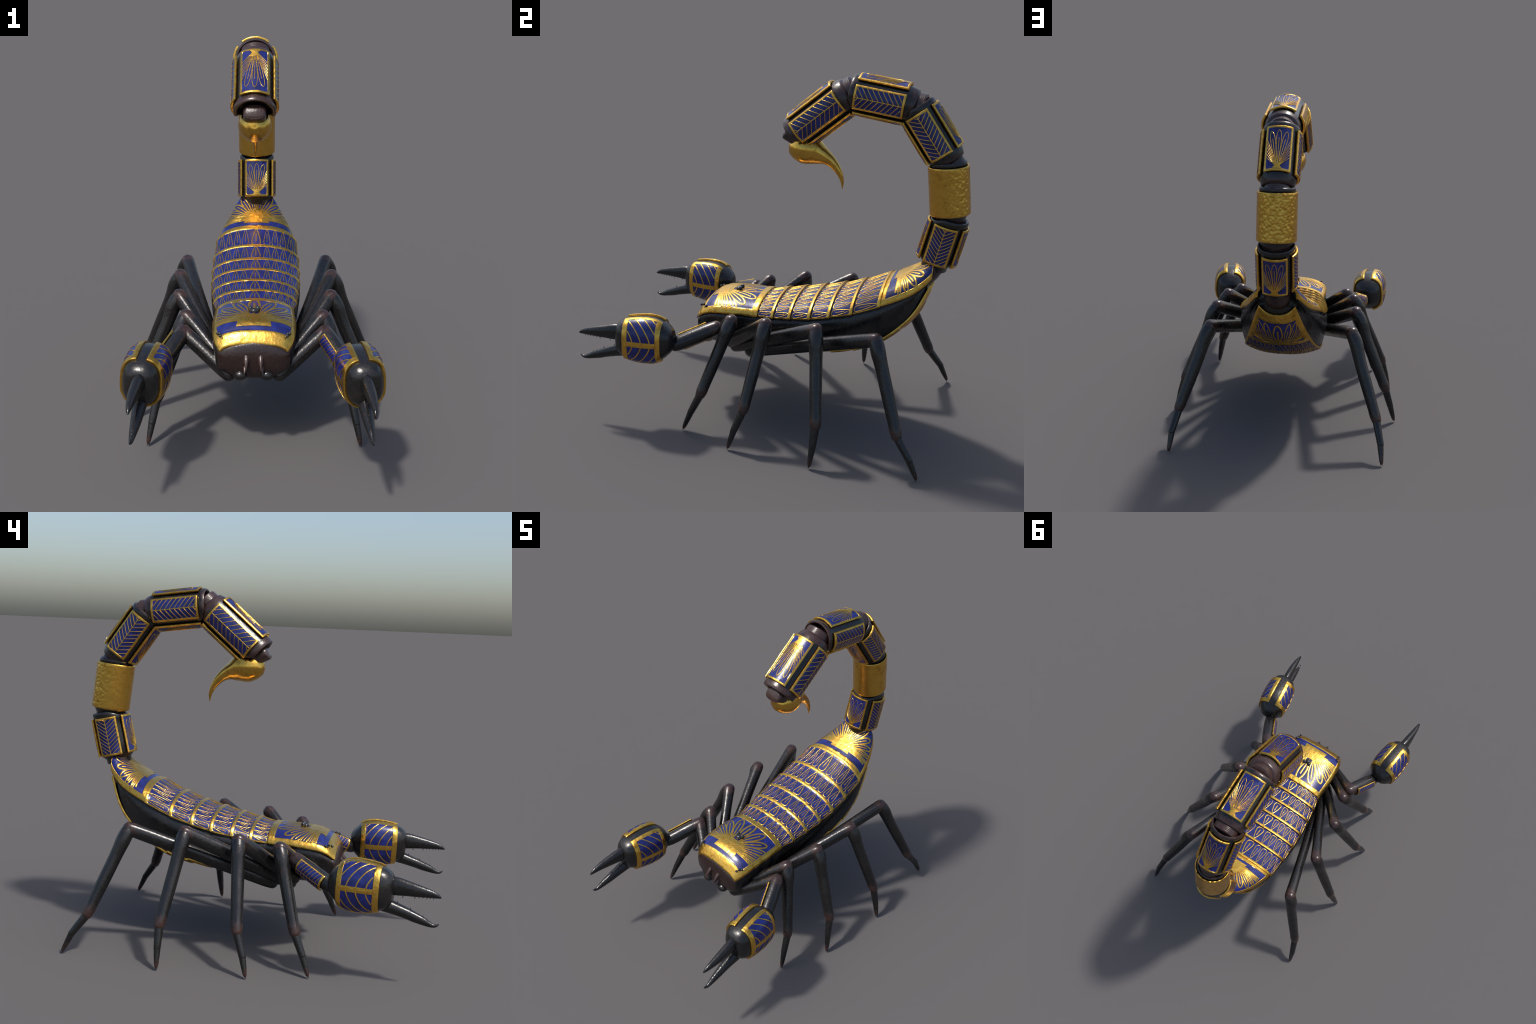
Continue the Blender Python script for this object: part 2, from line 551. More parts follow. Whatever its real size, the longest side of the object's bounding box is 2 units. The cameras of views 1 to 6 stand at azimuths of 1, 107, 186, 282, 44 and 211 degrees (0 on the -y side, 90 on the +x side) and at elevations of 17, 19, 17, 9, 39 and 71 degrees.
# head shield
def build_head():
    y0, y1 = -0.437, -0.072
    b = Build()
    bd = 0.042
    Lm = back_plate_map(y0, y1, 0.003, 0.003, bd, 0.80)
    plate(b, Lm, -1, 1, y0, y1, (0.20, 0.20), (0.046, 0.036), 0.03, 0.006, 0.03, 0.007, thick=0.012, wob=0.0005)
    L = back_metric(y0, y1, 0.003, 0.003)
    clip = lambda a, y: abs(a) < arc_at(y) - bd + 0.002 and y0 + 0.045 < y < y1 - 0.034
    fan(b, L, (0, -0.338), clip,
        [(math.radians(a), r0, r1, w, l) for a, r0, r1, w, l in
         ((24, .06, .245, .047, .0100), (42.5, .06, .240, .043, .0098), (57, .06, .258, .037, .0088), (68.5, .06, .265, .029, .0078), (77.5, .06, .27, .021, .0080), (85, .05, .27, .015, .0065))],
        (0.075, 0.243, 0.052), 0.0120, 0.112, 0.064, (0.084, 0.078, 0.034))
    # lowest rays join the heart to the side border
    for sgn in (-1, 1):
        ribbon(b, L, [V((0, -0.339)), V((sgn * 0.22, -0.328))], 0.010, clip)
    return finish(b, 'head_shield', root)

def build_ring(i, y0, y1):
    b = Build()
    f0, f1 = -0.0065, 0.002
    bd = 0.010
    ub = 0.955
    ya = y0 - 0.010
    Lm = back_plate_map(ya, y1, f0, f1, bd, ub)
    plate(b, Lm, -1, 1, ya, y1, (1 - ub, 1 - ub), (0.0, 0.017), 0.012, 0.006, 0.045, 0.015, thick=0.010)
    L = back_metric(ya, y1, f0, f1)
    half = arc_at((y0 + y1) / 2) - bd
    # raised rear band: a rounded gold bar
    ym = y1 - 0.0072
    ribbon(b, L, [V((a, ym)) for a in frange(-arc_at(ym) + 0.004, arc_at(ym) - 0.004, 40)], 0.0135, h=0.0014, base=-0.004)
    # pointed petals, the middle one larger
    n = 5
    w0, first = 0.052, 0.061
    sp = (half - first - 0.018) / (n - 1)
    vlo, vhi = y0 + 0.007, y1 - 0.017
    def arch(c, w, top):
        l = top - vlo
        pts = [(-.12, .0), (-.32, .015), (-.44, .06), (-.5, .15), (-.485, .27), (-.40, .48), (-.285, .69), (-.175, .86), (-.09, .96), (0, 1.0)]
        pts = pts + [(-x, y) for x, y in reversed(pts[:-1])]
        return [V((c + x * w, vlo + y * l)) for x, y in pts]
    clip = lambda a, y: abs(a) < arc_at(y) - bd + 0.002
    for k in range(-n, n + 1):
        if k == 0:
            c, w, lw = 0.0, w0, 0.0056
        else:
            c, w, lw = math.copysign(first + (abs(k) - 1) * sp, k), sp * 0.80, 0.0036
        ribbon(b, L, arch(c, w - lw * 0.6, vhi), lw, clip, closed=True)
        ribbon(b, L, [V((c, vlo + 0.20 * (vhi - vlo))), V((c, vlo + 0.72 * (vhi - vlo)))], lw * 0.95, clip)
    return finish(b, 'back_plate', root)

def build_rump():
    y0, y1 = 0.604, 0.850
    ya = y0 - 0.006
    b = Build()
    bd = 0.040
    Lm = back_plate_map(ya, y1, -0.004, 0.002, bd, 0.80)
    plate(b, Lm, -1, 1, ya, y1, (0.20, 0.20), (0.030, 0.005), 0.03, 0.005, 0.03, 0.007, thick=0.012, wob=0.0005)
    L = back_metric(ya, y1, -0.004, 0.002)
    clip = lambda a, y: abs(a) < arc_at(y) - bd + 0.002 and ya + 0.03 < y < y1 - 0.004
    fan(b, L, (0, 0.664), clip,
        [(math.radians(a), r0, r1, w, l) for a, r0, r1, w, l in
         ((13, .05, .182, .031, .0088), (29, .05, .188, .033, .0090), (45, .05, .198, .033, .0088), (59, .05, .215, .028, .0080), (71, .06, .23, .021, .0075), (81, .05, .24, .015, .0060))],
        (0.065, 0.178, 0.022), 0.0075, 0.094, 0.061, (0.074, 0.068, 0.017))
    for sgn in (-1, 1):
        ribbon(b, L, [V((0, 0.662)), V((sgn * 0.2, 0.676))], 0.010, clip)
    return finish(b, 'rump_plate', root)

build_head()
RING_Y = [-0.075, 0.024, 0.125, 0.237, 0.345, 0.465, 0.608]
for i in range(6):
    build_ring(i, RING_Y[i], RING_Y[i + 1])
build_rump()

# dark under-plates that show as a thin rim below the gold edge
def build_rims():
    bounds = [-0.437] + RING_Y + [0.850]
    for k, (ya, yb) in enumerate(zip(bounds, bounds[1:])):
        b = Build()
        f = make_lifted(lambda s, y: back_raw(s, y), 1e-3, 1e-3)
        rows_t, rows_b = [], []
        n = 8
        yy = frange(ya + 0.002, yb - 0.003, n)
        for y in yy:
            t = (y - ya) / (yb - ya)
            fl = lerp(-0.009, -0.003, t)
            q = 0.013 / arc_at(y)
            ss = [-1 - q, -1 - 0.8 * q, -1 - 0.4 * q, -1.0] + frange(-0.9, 0.9, 12) + [1.0, 1 + 0.4 * q, 1 + 0.8 * q, 1 + q]
            rows_t.append([f(s, y, fl - (0.006 if abs(s) > 1 + 0.9 * q else 0.0)) for s in ss])
            rows_b.append([f(s, y, fl - 0.012) for s in ss])
        b.grid(rows_t, M_DARK)
        b.grid([list(reversed(r)) for r in rows_b], M_DARK)
        loop = lambda rows: rows[0] + [r[-1] for r in rows[1:]] + rows[-1][::-1][1:] + [r[0] for r in rows[-2:0:-1]]
        b.grid([loop(rows_b), loop(rows_t)], M_DARK, close_u=True)
        finish(b, 'under_plate', root)
build_rims()

# ------------------------------------------------------------------ belly
# stations from rump to front: midline (y, z), half width, edge (y, z)
BELLY = [
    (0.838, 0.812, 0.098, 0.849, 0.869),
    (0.796, 0.694, 0.146, 0.790, 0.735),
    (0.722, 0.597, 0.178, 0.717, 0.640),
    (0.602, 0.503, 0.206, 0.602, 0.552),
    (0.470, 0.441, 0.220, 0.475, 0.492),
    (0.350, 0.412, 0.222, 0.355, 0.464),
    (0.237, 0.397, 0.216, 0.240, 0.447),
    (0.125, 0.387, 0.206, 0.128, 0.434),
    (0.020, 0.379, 0.194, 0.020, 0.424),
]
BX = [i for i in range(len(BELLY))]
BK = [[st[k] for st in BELLY] for k in range(5)]
def belly_raw(s, t):
    ym, zm, w, ye, ze = (spline(BX, BK[k], t) for k in range(5))
    q = abs(s) ** 2.6
    return V((w * s, lerp(ym, ye, q), lerp(zm, ze, q)))
def belly_len(t):
    e = 0.01
    a, c = max(t - e, 0), min(t + e, BX[-1])
    return (belly_raw(0, c) - belly_raw(0, a)).length / (c - a)

def belly_metric(t0, t1, f0, f1):
    """(a, t, h) lifted outwards."""
    def S(a, t):
        return belly_raw(a / (1.06 * spline(BX, BK[2], t)), t)
    f = make_lifted(S, 1e-3, 1e-3, sign=1.0)
    c = S(0, (t0 + t1) / 2)
    n = f(0, (t0 + t1) / 2, 0.01) - c
    sg = 1.0 if n.z < 0 else -1.0
    return lambda a, t, h: f(a, t, sg * (h + lerp(f0, f1, (t - t0) / (t1 - t0))))

def build_belly_ring(t0, t1):
    """One ring of the belly armour: station t0 (rear) to t1 (front)."""
    b = Build()
    L = belly_metric(t0, t1, -0.004, 0.003)
    W = lambda t: 1.06 * spline(BX, BK[2], t)
    Lu = lambda u, t, h: L(u * W(t), t, h)
    plate(b, Lu, -1, 1, t0, t1, (0.05, 0.05), (0.13, 0.10), 0.012, 0.04, 0.06, 0.12, thick=0.010)
    tm = (t0 + t1) / 2
    ln = belly_len(tm)
    iso = (1.0, ln)
    n, half = 7, W(tm) * 0.95
    w0 = 0.046
    sp = (half - w0 / 2) / n
    lo, hi = t1 - 0.16, t0 + 0.16
    def arch(c, w):
        pts = [(-.20, .0), (-.45, .06), (-.5, .2), (-.44, .42), (-.26, .75), (0, 1.0)]
        pts = pts + [(-x, y) for x, y in reversed(pts[:-1])]
        return [V((c + x * w, lerp(lo, hi, y))) for x, y in pts]
    clip = lambda a, t: abs(a) < W(t) * 0.95
    for k in range(-n, n + 1):
        c = 0.0 if k == 0 else math.copysign(w0 / 2 + (abs(k) - 0.5) * sp, k)
        w = w0 if k == 0 else sp * 0.95
        ribbon(b, L, arch(c, w * 0.92), 0.003, clip, iso=iso, closed=True)
        ribbon(b, L, [V((c, lerp(lo, hi, 0.1))), V((c, lerp(lo, hi, 0.55)))], 0.003, clip, iso=iso)
    return finish(b, 'belly_plate', root, recalc=True)

def build_belly_rump():
    b = Build()
    L = belly_metric(0.0, 2.0, 0.002, -0.002)
    W = lambda t: 1.06 * spline(BX, BK[2], t)
    Lu = lambda u, t, h: L(u * W(t), t, h)
    plate(b, Lu, -1, 1, 0.0, 2.0, (0.19, 0.19), (0.46, 0.17), 0.04, 0.05, 0.08, 0.10, thick=0.012, wob=0.0015)
    iso = (1.0, 0.13)
    clip = lambda a, t: abs(a) < W(t) * 0.81 + 0.002 and 0.45 < t < 1.84
    # lotus opening towards the tail: v runs from front (t = 1.8) to rear
    o = V((0, 1.95))
    F = lambda pts: [V((p.x, 1.95 - p.y / 0.13)) for p in pts]
    o2 = (0.0, 0.0)
    ribbon(b, L, F(petal_outline(o2, 0, 0.030, 0.178, 0.050, fat=0.5)), 0.0095, clip, iso=iso, closed=True)
    ribbon(b, L, F([V((0, 0.03)), V((0, 0.135))]), 0.010, clip, iso=iso)
    for x0, ang, r1, w, lw in ((.035, 12, .17, .030, .006), (.058, 17, .17, .027, .006), (.08, 25, .165, .02, .0045), (.088, 33, .16, .015, .004), (.094, 41, .15, .012, .004), (.1, 50, .14, .010, .0035)):
        for sgn in (-1, 1):
            oo = (sgn * x0, 0.02)
            ribbon(b, L, F(petal_outline(oo, sgn * math.radians(ang), 0.0, r1, w)), lw, clip, iso=iso, closed=True)
            d = V((math.sin(sgn * math.radians(ang)), math.cos(math.radians(ang))))
            ribbon(b, L, F([V(oo), V(oo) + d * r1 * 0.72]), lw * 0.8, clip, iso=iso)
    vs = frange(1.60, 1.82, 6)
    fill_profile(b, L, [v * 0.13 for v in vs], lambda v: 0.10 + 0.03 * math.sin((v / 0.13 - 1.60) / 0.22 * math.pi * 0.5) * -1.4, iso=iso, n=10)
    return finish(b, 'belly_rump_plate', root, recalc=True)

build_belly_rump()
for t in range(2, 8):
    build_belly_ring(t - 0.04, t + 1)

# ------------------------------------------------------------------ body hull
def belly_at(y):
    """Belly midline z, half width and edge z at height-field position y."""
    ys = [0.020, 0.125, 0.235, 0.345, 0.460, 0.580, 0.696, 0.768, 0.822]
    zb = [0.380, 0.388, 0.398, 0.412, 0.437, 0.492, 0.590, 0.690, 0.812]
    wv = [0.174, 0.186, 0.195, 0.200, 0.200, 0.192, 0.176, 0.160, 0.135]
    ze = [0.424, 0.434, 0.447, 0.462, 0.488, 0.533, 0.618, 0.715, 0.830]
    fy = [-0.455, -0.44, -0.40, -0.30, -0.15]
    zb = [0.440, 0.405, 0.380, 0.366, 0.368] + zb
    wv = [0.150, 0.166, 0.176, 0.182, 0.184] + wv
    ze = [0.460, 0.440, 0.425, 0.415, 0.416] + ze
    ys = fy + ys
    return spline(ys, zb, y), spline(ys, wv, y), spline(ys, ze, y)

def build_hull():
    b = Build()
    ys = [-0.4557, -0.4553, -0.4543, -0.4525, -0.450, -0.4465, -0.442, -0.437, -0.431, -0.425, -0.419, -0.405, -0.39] + frange(-0.36, 0.00, 14)
    rows = []
    for y in ys:
        yc = min(max(y, -0.437), 0.850)
        zm, zs, w = spline(YS, ZM, yc), spline(YS, ZS, yc), spline(YS, WD, yc)
        zb, wv, zv = belly_at(y)
        zm -= 0.012; zs -= 0.006; wi = w - 0.004
        zb += 0.007; wv -= 0.004
        if y < -0.421:   # domed front face
            q = min(1.0, (-0.421 - y) / 0.0348)
            k = (1 - q ** 2.2) ** 0.5
            zm = lerp(0.480, 0.579, k); zs = lerp(0.475, 0.523, k)
            wi = lerp(0.020, 0.172, k); wv = lerp(0.018, 0.164, k)
            zb = lerp(0.465, 0.388, k); zv = lerp(0.470, 0.43, k)
        side = wi + 0.006
        zmid = lerp(zs, zv, 0.5)
        ctrl = [(0, zm), (wi * 0.40, lerp(zs, zm, 0.84)), (wi * 0.76, lerp(zs, zm, 0.46)), (wi * 0.975, zs), (lerp(side, wi, 0.3), lerp(zs, zmid, 0.45)),
                (lerp(wv, side, 0.80), zmid), (lerp(wv, side, 0.45), lerp(zmid, zv, 0.62)), (wv * 0.97, zv), (wv * 0.6, lerp(zb, zv, 0.25)), (0, zb)]
        d = list(range(len(ctrl)))
        half = [V((spline(d, [c[0] for c in ctrl], t), y, spline(d, [c[1] for c in ctrl], t))) for t in frange(0, len(ctrl) - 1, 27)]
        row = half + [V((-p.x, p.y, p.z)) for p in reversed(half[1:-1])]
        rows.append(row)
    # abdomen: sections that lean back with the belly armour
    DY = [0.838, 0.800, 0.735, 0.610, 0.470, 0.350, 0.237, 0.125, 0.020]
    for t in reversed([0.12, 0.22, 0.35] + frange(0.5, 8.0, 36)):
        yd = spline(BX, DY, t)
        ym, zb, wv, ye, zv = (spline(BX, BK[k], t) for k in range(5))
        zm, zs, w = spline(YS, ZM, yd) - 0.012, spline(YS, ZS, yd) - 0.006, spline(YS, WD, yd)
        g = 0.011                                   # the belly plates stand proud by this much
        slope = max(0.0, 1.0 - t / 3.0)
        ym -= g * 0.9 * slope; ye -= g * 1.5 * slope
        zb += g * (1 - 0.5 * slope); zv += g * 0.4; wv -= 0.010
        wi = w - 0.006
        side = lerp(lerp(wv, w, 0.30), w + 0.004, min(1.0, t / 3.0))
        ymid, zmid = lerp(yd, ye, 0.5) - 0.042 * max(0.0, 1 - t / 3.0), lerp(zs, zv, 0.5)
        ctrl = [(0, yd, zm), (wi * 0.40, yd, lerp(zs, zm, 0.90)), (wi * 0.76, yd, lerp(zs, zm, 0.60)), (wi * 0.965, yd, zs),
                (lerp(side, wi, 0.3), lerp(yd, ymid, 0.45), lerp(zs, zmid, 0.45)), (lerp(wv, side, 0.80), ymid, zmid),
                (lerp(wv, side, 0.45), lerp(ymid, ye, 0.62), lerp(zmid, zv, 0.62)), (wv * 0.97, ye, zv),
                (wv * 0.6, lerp(ym, ye, 0.26), lerp(zb, zv, 0.26)), (0, ym, zb)]
        d = list(range(len(ctrl)))
        cv = [V(c) for c in ctrl]
        half = [spline(d, cv, q) for q in frange(0, len(ctrl) - 1, 27)]
        rows.append(half + [V((-p.x, p.y, p.z)) for p in reversed(half[1:-1])])
    # one smooth skin, cut into head and abdomen along a shared row of vertices
    whole = Build()
    whole.grid(rows, M_HULL, close_u=True, cap0=True, cap1=True)
    tmp = finish(whole, 'skin', root, recalc=True, angle=180)
    nu = len(rows[0])
    normals = [v.normal.copy() for v in tmp.data.vertices]
    inward = sum(1 for v in tmp.data.vertices if v.normal.x * v.co.x < 0) > len(normals) / 2
    bpy.data.objects.remove(tmp)
    cut = min(range(len(rows)), key=lambda i: abs(sum(p.y for p in rows[i]) / nu + 0.05))
    for name, i0, i1 in (('head', 0, cut), ('abdomen', cut, len(rows) - 1)):
        part = Build()
        part.grid([list(reversed(r)) for r in rows[i0:i1 + 1]], M_HULL, close_u=True, cap0=(i0 == 0), cap1=(i0 != 0))
        o = finish(part, name, root, angle=180)
        ns = []
        for i in range(i0, i1 + 1):
            ns += [(-n if inward else n) for n in reversed(normals[i * nu:(i + 1) * nu])]
        k = sum(p.normal.dot(ns[p.vertices[0]]) for p in o.data.polygons)
        if k < 0:
            o.data.flip_normals()
        o.data.normals_split_custom_set_from_vertices([tuple(n) for n in ns])
build_hull()

# ------------------------------------------------------------------ face
def build_face():
    for sgn in (-1, 1):
        b = Build()
        ellipsoid(b, (sgn * 0.063, -0.443, 0.411), (0.033, 0.026, 0.025), M_DARK)
        finish(b, 'chelicera', root)
        b = Build()
        tube(b, [(sgn * 0.034, -0.440, 0.506), (sgn * 0.034, -0.459, 0.492), (sgn * 0.0345, -0.476, 0.476), (sgn * 0.035, -0.4955, 0.456)],
             [0.0170, 0.0135, 0.0085, 0.0010], M_BROWN, seg=14)
        tube(b, [(sgn * 0.039, -0.444, 0.457), (sgn * 0.041, -0.462, 0.448), (sgn * 0.043, -0.483, 0.434)],
             [0.014, 0.010, 0.0010], M_BROWN, seg=12)
        for dx in (-0.015, 0.015):
            ellipsoid(b, (sgn * 0.034 + dx * 0.8, -0.449, 0.480), (0.010, 0.007, 0.015), M_BROWN, n=10)
        finish(b, 'fang', root)
        for c in ((0.169, -0.383, 0.5965), (0.1595, -0.399, 0.601), (0.1553, -0.4155, 0.596)):
            b = Build()
            ellipsoid(b, (sgn * (c[0] + 0.002), c[1], c[2] + 0.002), (0.0078,) * 3, M_EYE, n=9)
            finish(b, 'eye', root)
        b = Build()
        ellipsoid(b, (sgn * 0.0182, -0.234, 0.6715), (0.0125,) * 3, M_EYE, n=10)
        finish(b, 'eye', root)
    b = Build()
    ellipsoid(b, (0, -0.2475, 0.6640), (0.022, 0.017, 0.014), M_EYE, n=10)
    finish(b, 'eye_mound', root)
build_face()

# ------------------------------------------------------------------ legs
LEGS = [  # hip, knee, ankle, lower joint, tip
    ((0.150, -0.330, 0.425), (0.340, -0.171, 0.606), (0.484, -0.291, 0.214), (0.505, -0.337, 0.112), (0.5255, -0.3775, 0.004)),
    ((0.185, -0.225, 0.415), (0.392, 0.039, 0.641), (0.578, -0.013, 0.221), (0.607, -0.052, 0.110), (0.632, -0.079, 0.004)),
    ((0.165, -0.205, 0.383), (0.412, 0.320, 0.661), (0.600, 0.385, 0.216), (0.632, 0.382, 0.112), (0.662, 0.376, 0.004)),
    ((0.190, -0.110, 0.382), (0.398, 0.629, 0.652), (0.5505, 0.794, 0.214), (0.577, 0.866, 0.113), (0.589, 0.919, 0.004)),
]
def wobble(v, amp):
    return v + V((noise.noise(v * 30), noise.noise(v * 30 + V((7, 3, 1))), noise.noise(v * 30 - V((2, 9, 4))))) * amp

def build_leg(leg, sgn):
    H, K, A, J, T = (V((sgn * p[0], p[1], p[2])) for p in leg)
    holder = None
    # femur: tall oval section, full at the knee
    b = Build()
    d = K - H
    pts = [H, H + d * 0.06, H + d * 0.3, H + d * 0.6, H + d * 0.88, H + d * 0.97, K]
    rad = [(0.033, 0.036), (0.034, 0.039), (0.033, 0.039), (0.031, 0.038), (0.0335, 0.038), (0.0355, 0.0375), (0.0355, 0.0365)]
    tube(b, pts, rad, M_LIMB, seg=22, sub=3, power=2.25)
    femur = finish(b, 'leg', root, origin=K)
    # tibia: swollen knee, slight kink, straight shaft, swollen ankle
    b = Build()
    d = A - K
    out = V((sgn, 0, 0)) - d.normalized() * (V((sgn, 0, 0)).dot(d.normalized()))
    pts = [K + V((0, 0, -0.002)), K + d * 0.06 + out * 0.004, K + d * 0.14 + out * 0.006, K + d * 0.23 + out * 0.003, K + d * 0.34, K + d * 0.6, K + d * 0.88, K + d * 0.95, A]
    rad = [0.0355, 0.0385, 0.0390, 0.0360, 0.0340, 0.0330, 0.0300, 0.0305, 0.0275]
    tube(b, pts, rad, M_LIMB, seg=22, sub=3)
    finish(b, 'leg_shin', femur, origin=A)
    # foot: two overlapping tapered pieces and a pair of claws
    b = Build()
    d = J - A
    tube(b, [A - d * 0.12, A + d * 0.15, J + d * 0.05], [0.0230, 0.0222, 0.0185], M_LIMB, seg=18, sub=3)
    d2 = T - J
    tube(b, [J - d2 * 0.02, J + d2 * 0.2, J + d2 * 0.78, J + d2 * 0.88], [0.0175, 0.0168, 0.0115, 0.0085], M_LIMB, seg=16, sub=2)
    e = T - d2 * 0.10
    for k in (-1, 1):
        tube(b, [e, e + V((0.003 * k, -0.001, -0.006)), V((T.x + 0.0055 * k, T.y - 0.003, 0.0005))], [0.0035, 0.0025, 0.0005], M_DARK, seg=8, sub=2)
    finish(b, 'leg_foot', femur, origin=T)

for sgn in (1, -1):
    for leg in LEGS:
        build_leg(leg, sgn)

# ------------------------------------------------------------------ pincer arms
def chevron(b, L, u0, u1, v0, v1, n, lead, w_axis, w_rib, iso=(1, 1), curve=0.0, um=None, flat=False):
    """Feather pattern: spine along v, ribs whose outer ends lead towards v1."""
    um = (u0 + u1) / 2 if um is None else um
    ribbon(b, L, [V((um, v)) for v in frange(v0, v1, 16)], w_axis, iso=iso)
    dv = (v1 - v0) / n
    clip = lambda u, v: v0 - 1e-6 <= v <= v1 + 1e-6
    k = -int(lead / dv) - 1
    while v0 + dv * (k + 0.5) < v1:
        s = v0 + dv * (k + 0.5)
        for ue in (u0, u1):
            pts = []
            for q in frange(0, 1, 8):
                lv = q if curve == 0 else q ** (1 + curve)
                pts.append(V((lerp(um, ue, q), s + lead * lv)))
            ribbon(b, L, pts, w_rib, clip, iso=iso)
        k += 1

def build_pincer(sgn):
    mirror = lambda p: V((sgn * p[0], p[1], p[2]))
    # upper arm and forearm
    coxa, knee, wrist = mirror((0.122, -0.394, 0.394)), mirror((0.345, -0.2575, 0.556)), mirror((0.441, -0.454, 0.464))
    b = Build()
    d = knee - coxa
    tube(b, [coxa, coxa + d * 0.1, coxa + d * 0.5, coxa + d * 0.9, knee], [0.034, 0.037, 0.037, 0.037, 0.037], M_LIMB, seg=22, sub=3)
    arm = finish(b, 'arm', root, origin=knee)
    b = Build()
    d = wrist - knee
    tube(b, [knee, knee + d * 0.12, knee + d * 0.3, knee + d * 0.7, knee + d * 0.92, wrist], [0.038, 0.040, 0.042, 0.042, 0.040, 0.037], M_LIMB, seg=26, sub=3)
    finish(b, 'forearm', arm, origin=knee)
    # enamel guard: on the same (-x) side of both forearms, as on the original
    dn = d.normalized()
    n0 = V((-1, 0, -0.45 if sgn < 0 else -0.12))
    n0 = (n0 - dn * n0.dot(dn)).normalized()
    t0 = dn.cross(n0)
    R = 0.0535
    def S(u, v):
        a = u / R
        return knee + dn * v + (n0 * math.cos(a) + t0 * math.sin(a)) * R
    L = make_lifted(S)
    c = L(0, 0.1, 0.01) - S(0, 0.1)
    sg = 1.0 if c.dot(n0) > 0 else -1.0
    Ls = lambda u, v, h: L(u, v, sg * h)
    b = Build()
    hw, va, vb = 0.064, 0.040, 0.205
    plate(b, Ls, -hw, hw, va, vb, (0.008, 0.008), (0.009, 0.012), 0.003, 0.003, 0.009, 0.02, thick=0.007, recess=0.001)
    chevron(b, Ls, -hw + 0.008, hw - 0.008, va + 0.009, vb - 0.012, 7.5, 0.020, 0.0042, 0.0032)
    finish(b, 'forearm_guard', arm, recalc=True)

    # palm
    B0, F0 = mirror((0.465, -0.450, 0.497)), mirror((0.5035, -0.770, 0.4925))
    ax = (F0 - B0); LEN = ax.length; ax.normalize()
    up = V((-sgn * 0.065, 0, 1)); up = (up - ax * up.dot(ax)).normalized()
    sd = ax.cross(up) if sgn > 0 else up.cross(ax)      # inner/outer axis
    T_ = [0.0, 0.03, 0.08, 0.16, 0.28, 0.45, 0.62, 0.78, 0.87, 0.93, 0.97, 0.992, 1.0]
    HW = [0.034, 0.054, 0.070, 0.086, 0.0945, 0.0975, 0.095, 0.0885, 0.081, 0.071, 0.059, 0.046, 0.034]
    HH = [0.036, 0.056, 0.074, 0.098, 0.117, 0.124, 0.120, 0.111, 0.102, 0.091, 0.078, 0.064, 0.050]
    def palm(t, a, grow=0.0):
        hw, hh = spline(T_, HW, t) + grow, spline(T_, HH, t) + grow
        ca, sa = math.cos(a), math.sin(a)
        k = 2 / 2.6
        return B0 + ax * (t * LEN) + sd * hw * math.copysign(abs(sa) ** k, sa) + up * hh * math.copysign(abs(ca) ** k, ca)
    b = Build()
    ts = [0, 0.015, 0.03, 0.055] + frange(0.08, 0.86, 22) + [0.895, 0.925, 0.95, 0.97, 0.983, 0.993, 1.0]
    b.grid([[palm(t, 2 * math.pi * j / 48) for j in range(48)] for t in ts], M_DARK, close_u=True, cap0=True, cap1=True)
    hand = finish(b, 'pincer', root, recalc=True, angle=60)
    # two enamel shells, one each side
    for side in (1, -1):
        a0, a1 = math.radians(9), math.radians(168)
        def S(u, v, side=side):
            return palm(v, side * u, 0.010)
        L = make_lifted(S, 2e-3, 2e-3)
        c = L(math.pi / 2, 0.5, 0.01) - S(math.pi / 2, 0.5)
        sg = 1.0 if c.dot(sd * side) > 0 else -1.0
        Ls = lambda u, v, h, L=L, sg=sg: L(u, v, sg * h)
        b = Build()
        v0, v1 = 0.165, 0.83
        plate(b, Ls, a0, a1, v0, v1, (0.24, 0.24), (0.085, 0.095), 0.03, 0.012, 0.09, 0.035, thick=0.010, recess=0.0016, wob=0.0018)
        iso = (0.105, LEN)
        um = math.radians(91)
        chevron(b, Ls, a0 + 0.24, a1 - 0.24, v0 + 0.085, v1 - 0.095, 3.2, 0.30, 0.0115, 0.0058, iso=iso, um=um, curve=0.25)
        finish(b, 'pincer_shell', hand, recalc=True)
    # fingers: upper jaw and lower jaw with small teeth
    def jaw(name, pts, rad, tooth_dir, teeth, r_t):
        pts = [mirror(p) for p in pts]
        b = Build()
        tube(b, pts, rad, M_FINGER, seg=20, sub=4, power=2.1)
        dd = [0.0]
        for p, q in zip(pts, pts[1:]): dd.append(dd[-1] + (q - p).length)
        for t, l in teeth:
            x = dd[-1] * t
            c = spline(dd, pts, x)
            hh = spline(dd, [r[1] for r in rad], x)
            nrm = V((0, 0, tooth_dir))
            base = c + nrm * hh * 0.90
            tube(b, [base, base + nrm * (l * 0.6), base + nrm * (hh * 0.1 + l) + V((0, 0.004, 0))], [r_t * (0.5 + l * 40), r_t * 0.6, 0.0004], M_FINGER, seg=8, sub=1)
        return finish(b, name, hand)
    jaw('upper_jaw', [(0.494, -0.738, 0.512), (0.4975, -0.768, 0.513), (0.502, -0.80, 0.5115), (0.506, -0.838, 0.508), (0.510, -0.880, 0.5035), (0.5125, -0.925, 0.498), (0.5135, -0.957, 0.493), (0.5135, -0.980, 0.487), (0.5130, -0.992, 0.482), (0.5128, -0.998, 0.4795)],
        [(0.029, 0.0475), (0.0285, 0.047), (0.027, 0.044), (0.0255, 0.038), (0.0225, 0.032), (0.018, 0.0245), (0.0135, 0.0185), (0.0095, 0.0125), (0.006, 0.007), (0.002, 0.003)],
        -1, [(0.30, 0.012), (0.52, 0.012), (0.60, 0.006), (0.67, 0.006), (0.74, 0.008), (0.80, 0.006), (0.86, 0.006)], 0.0040)
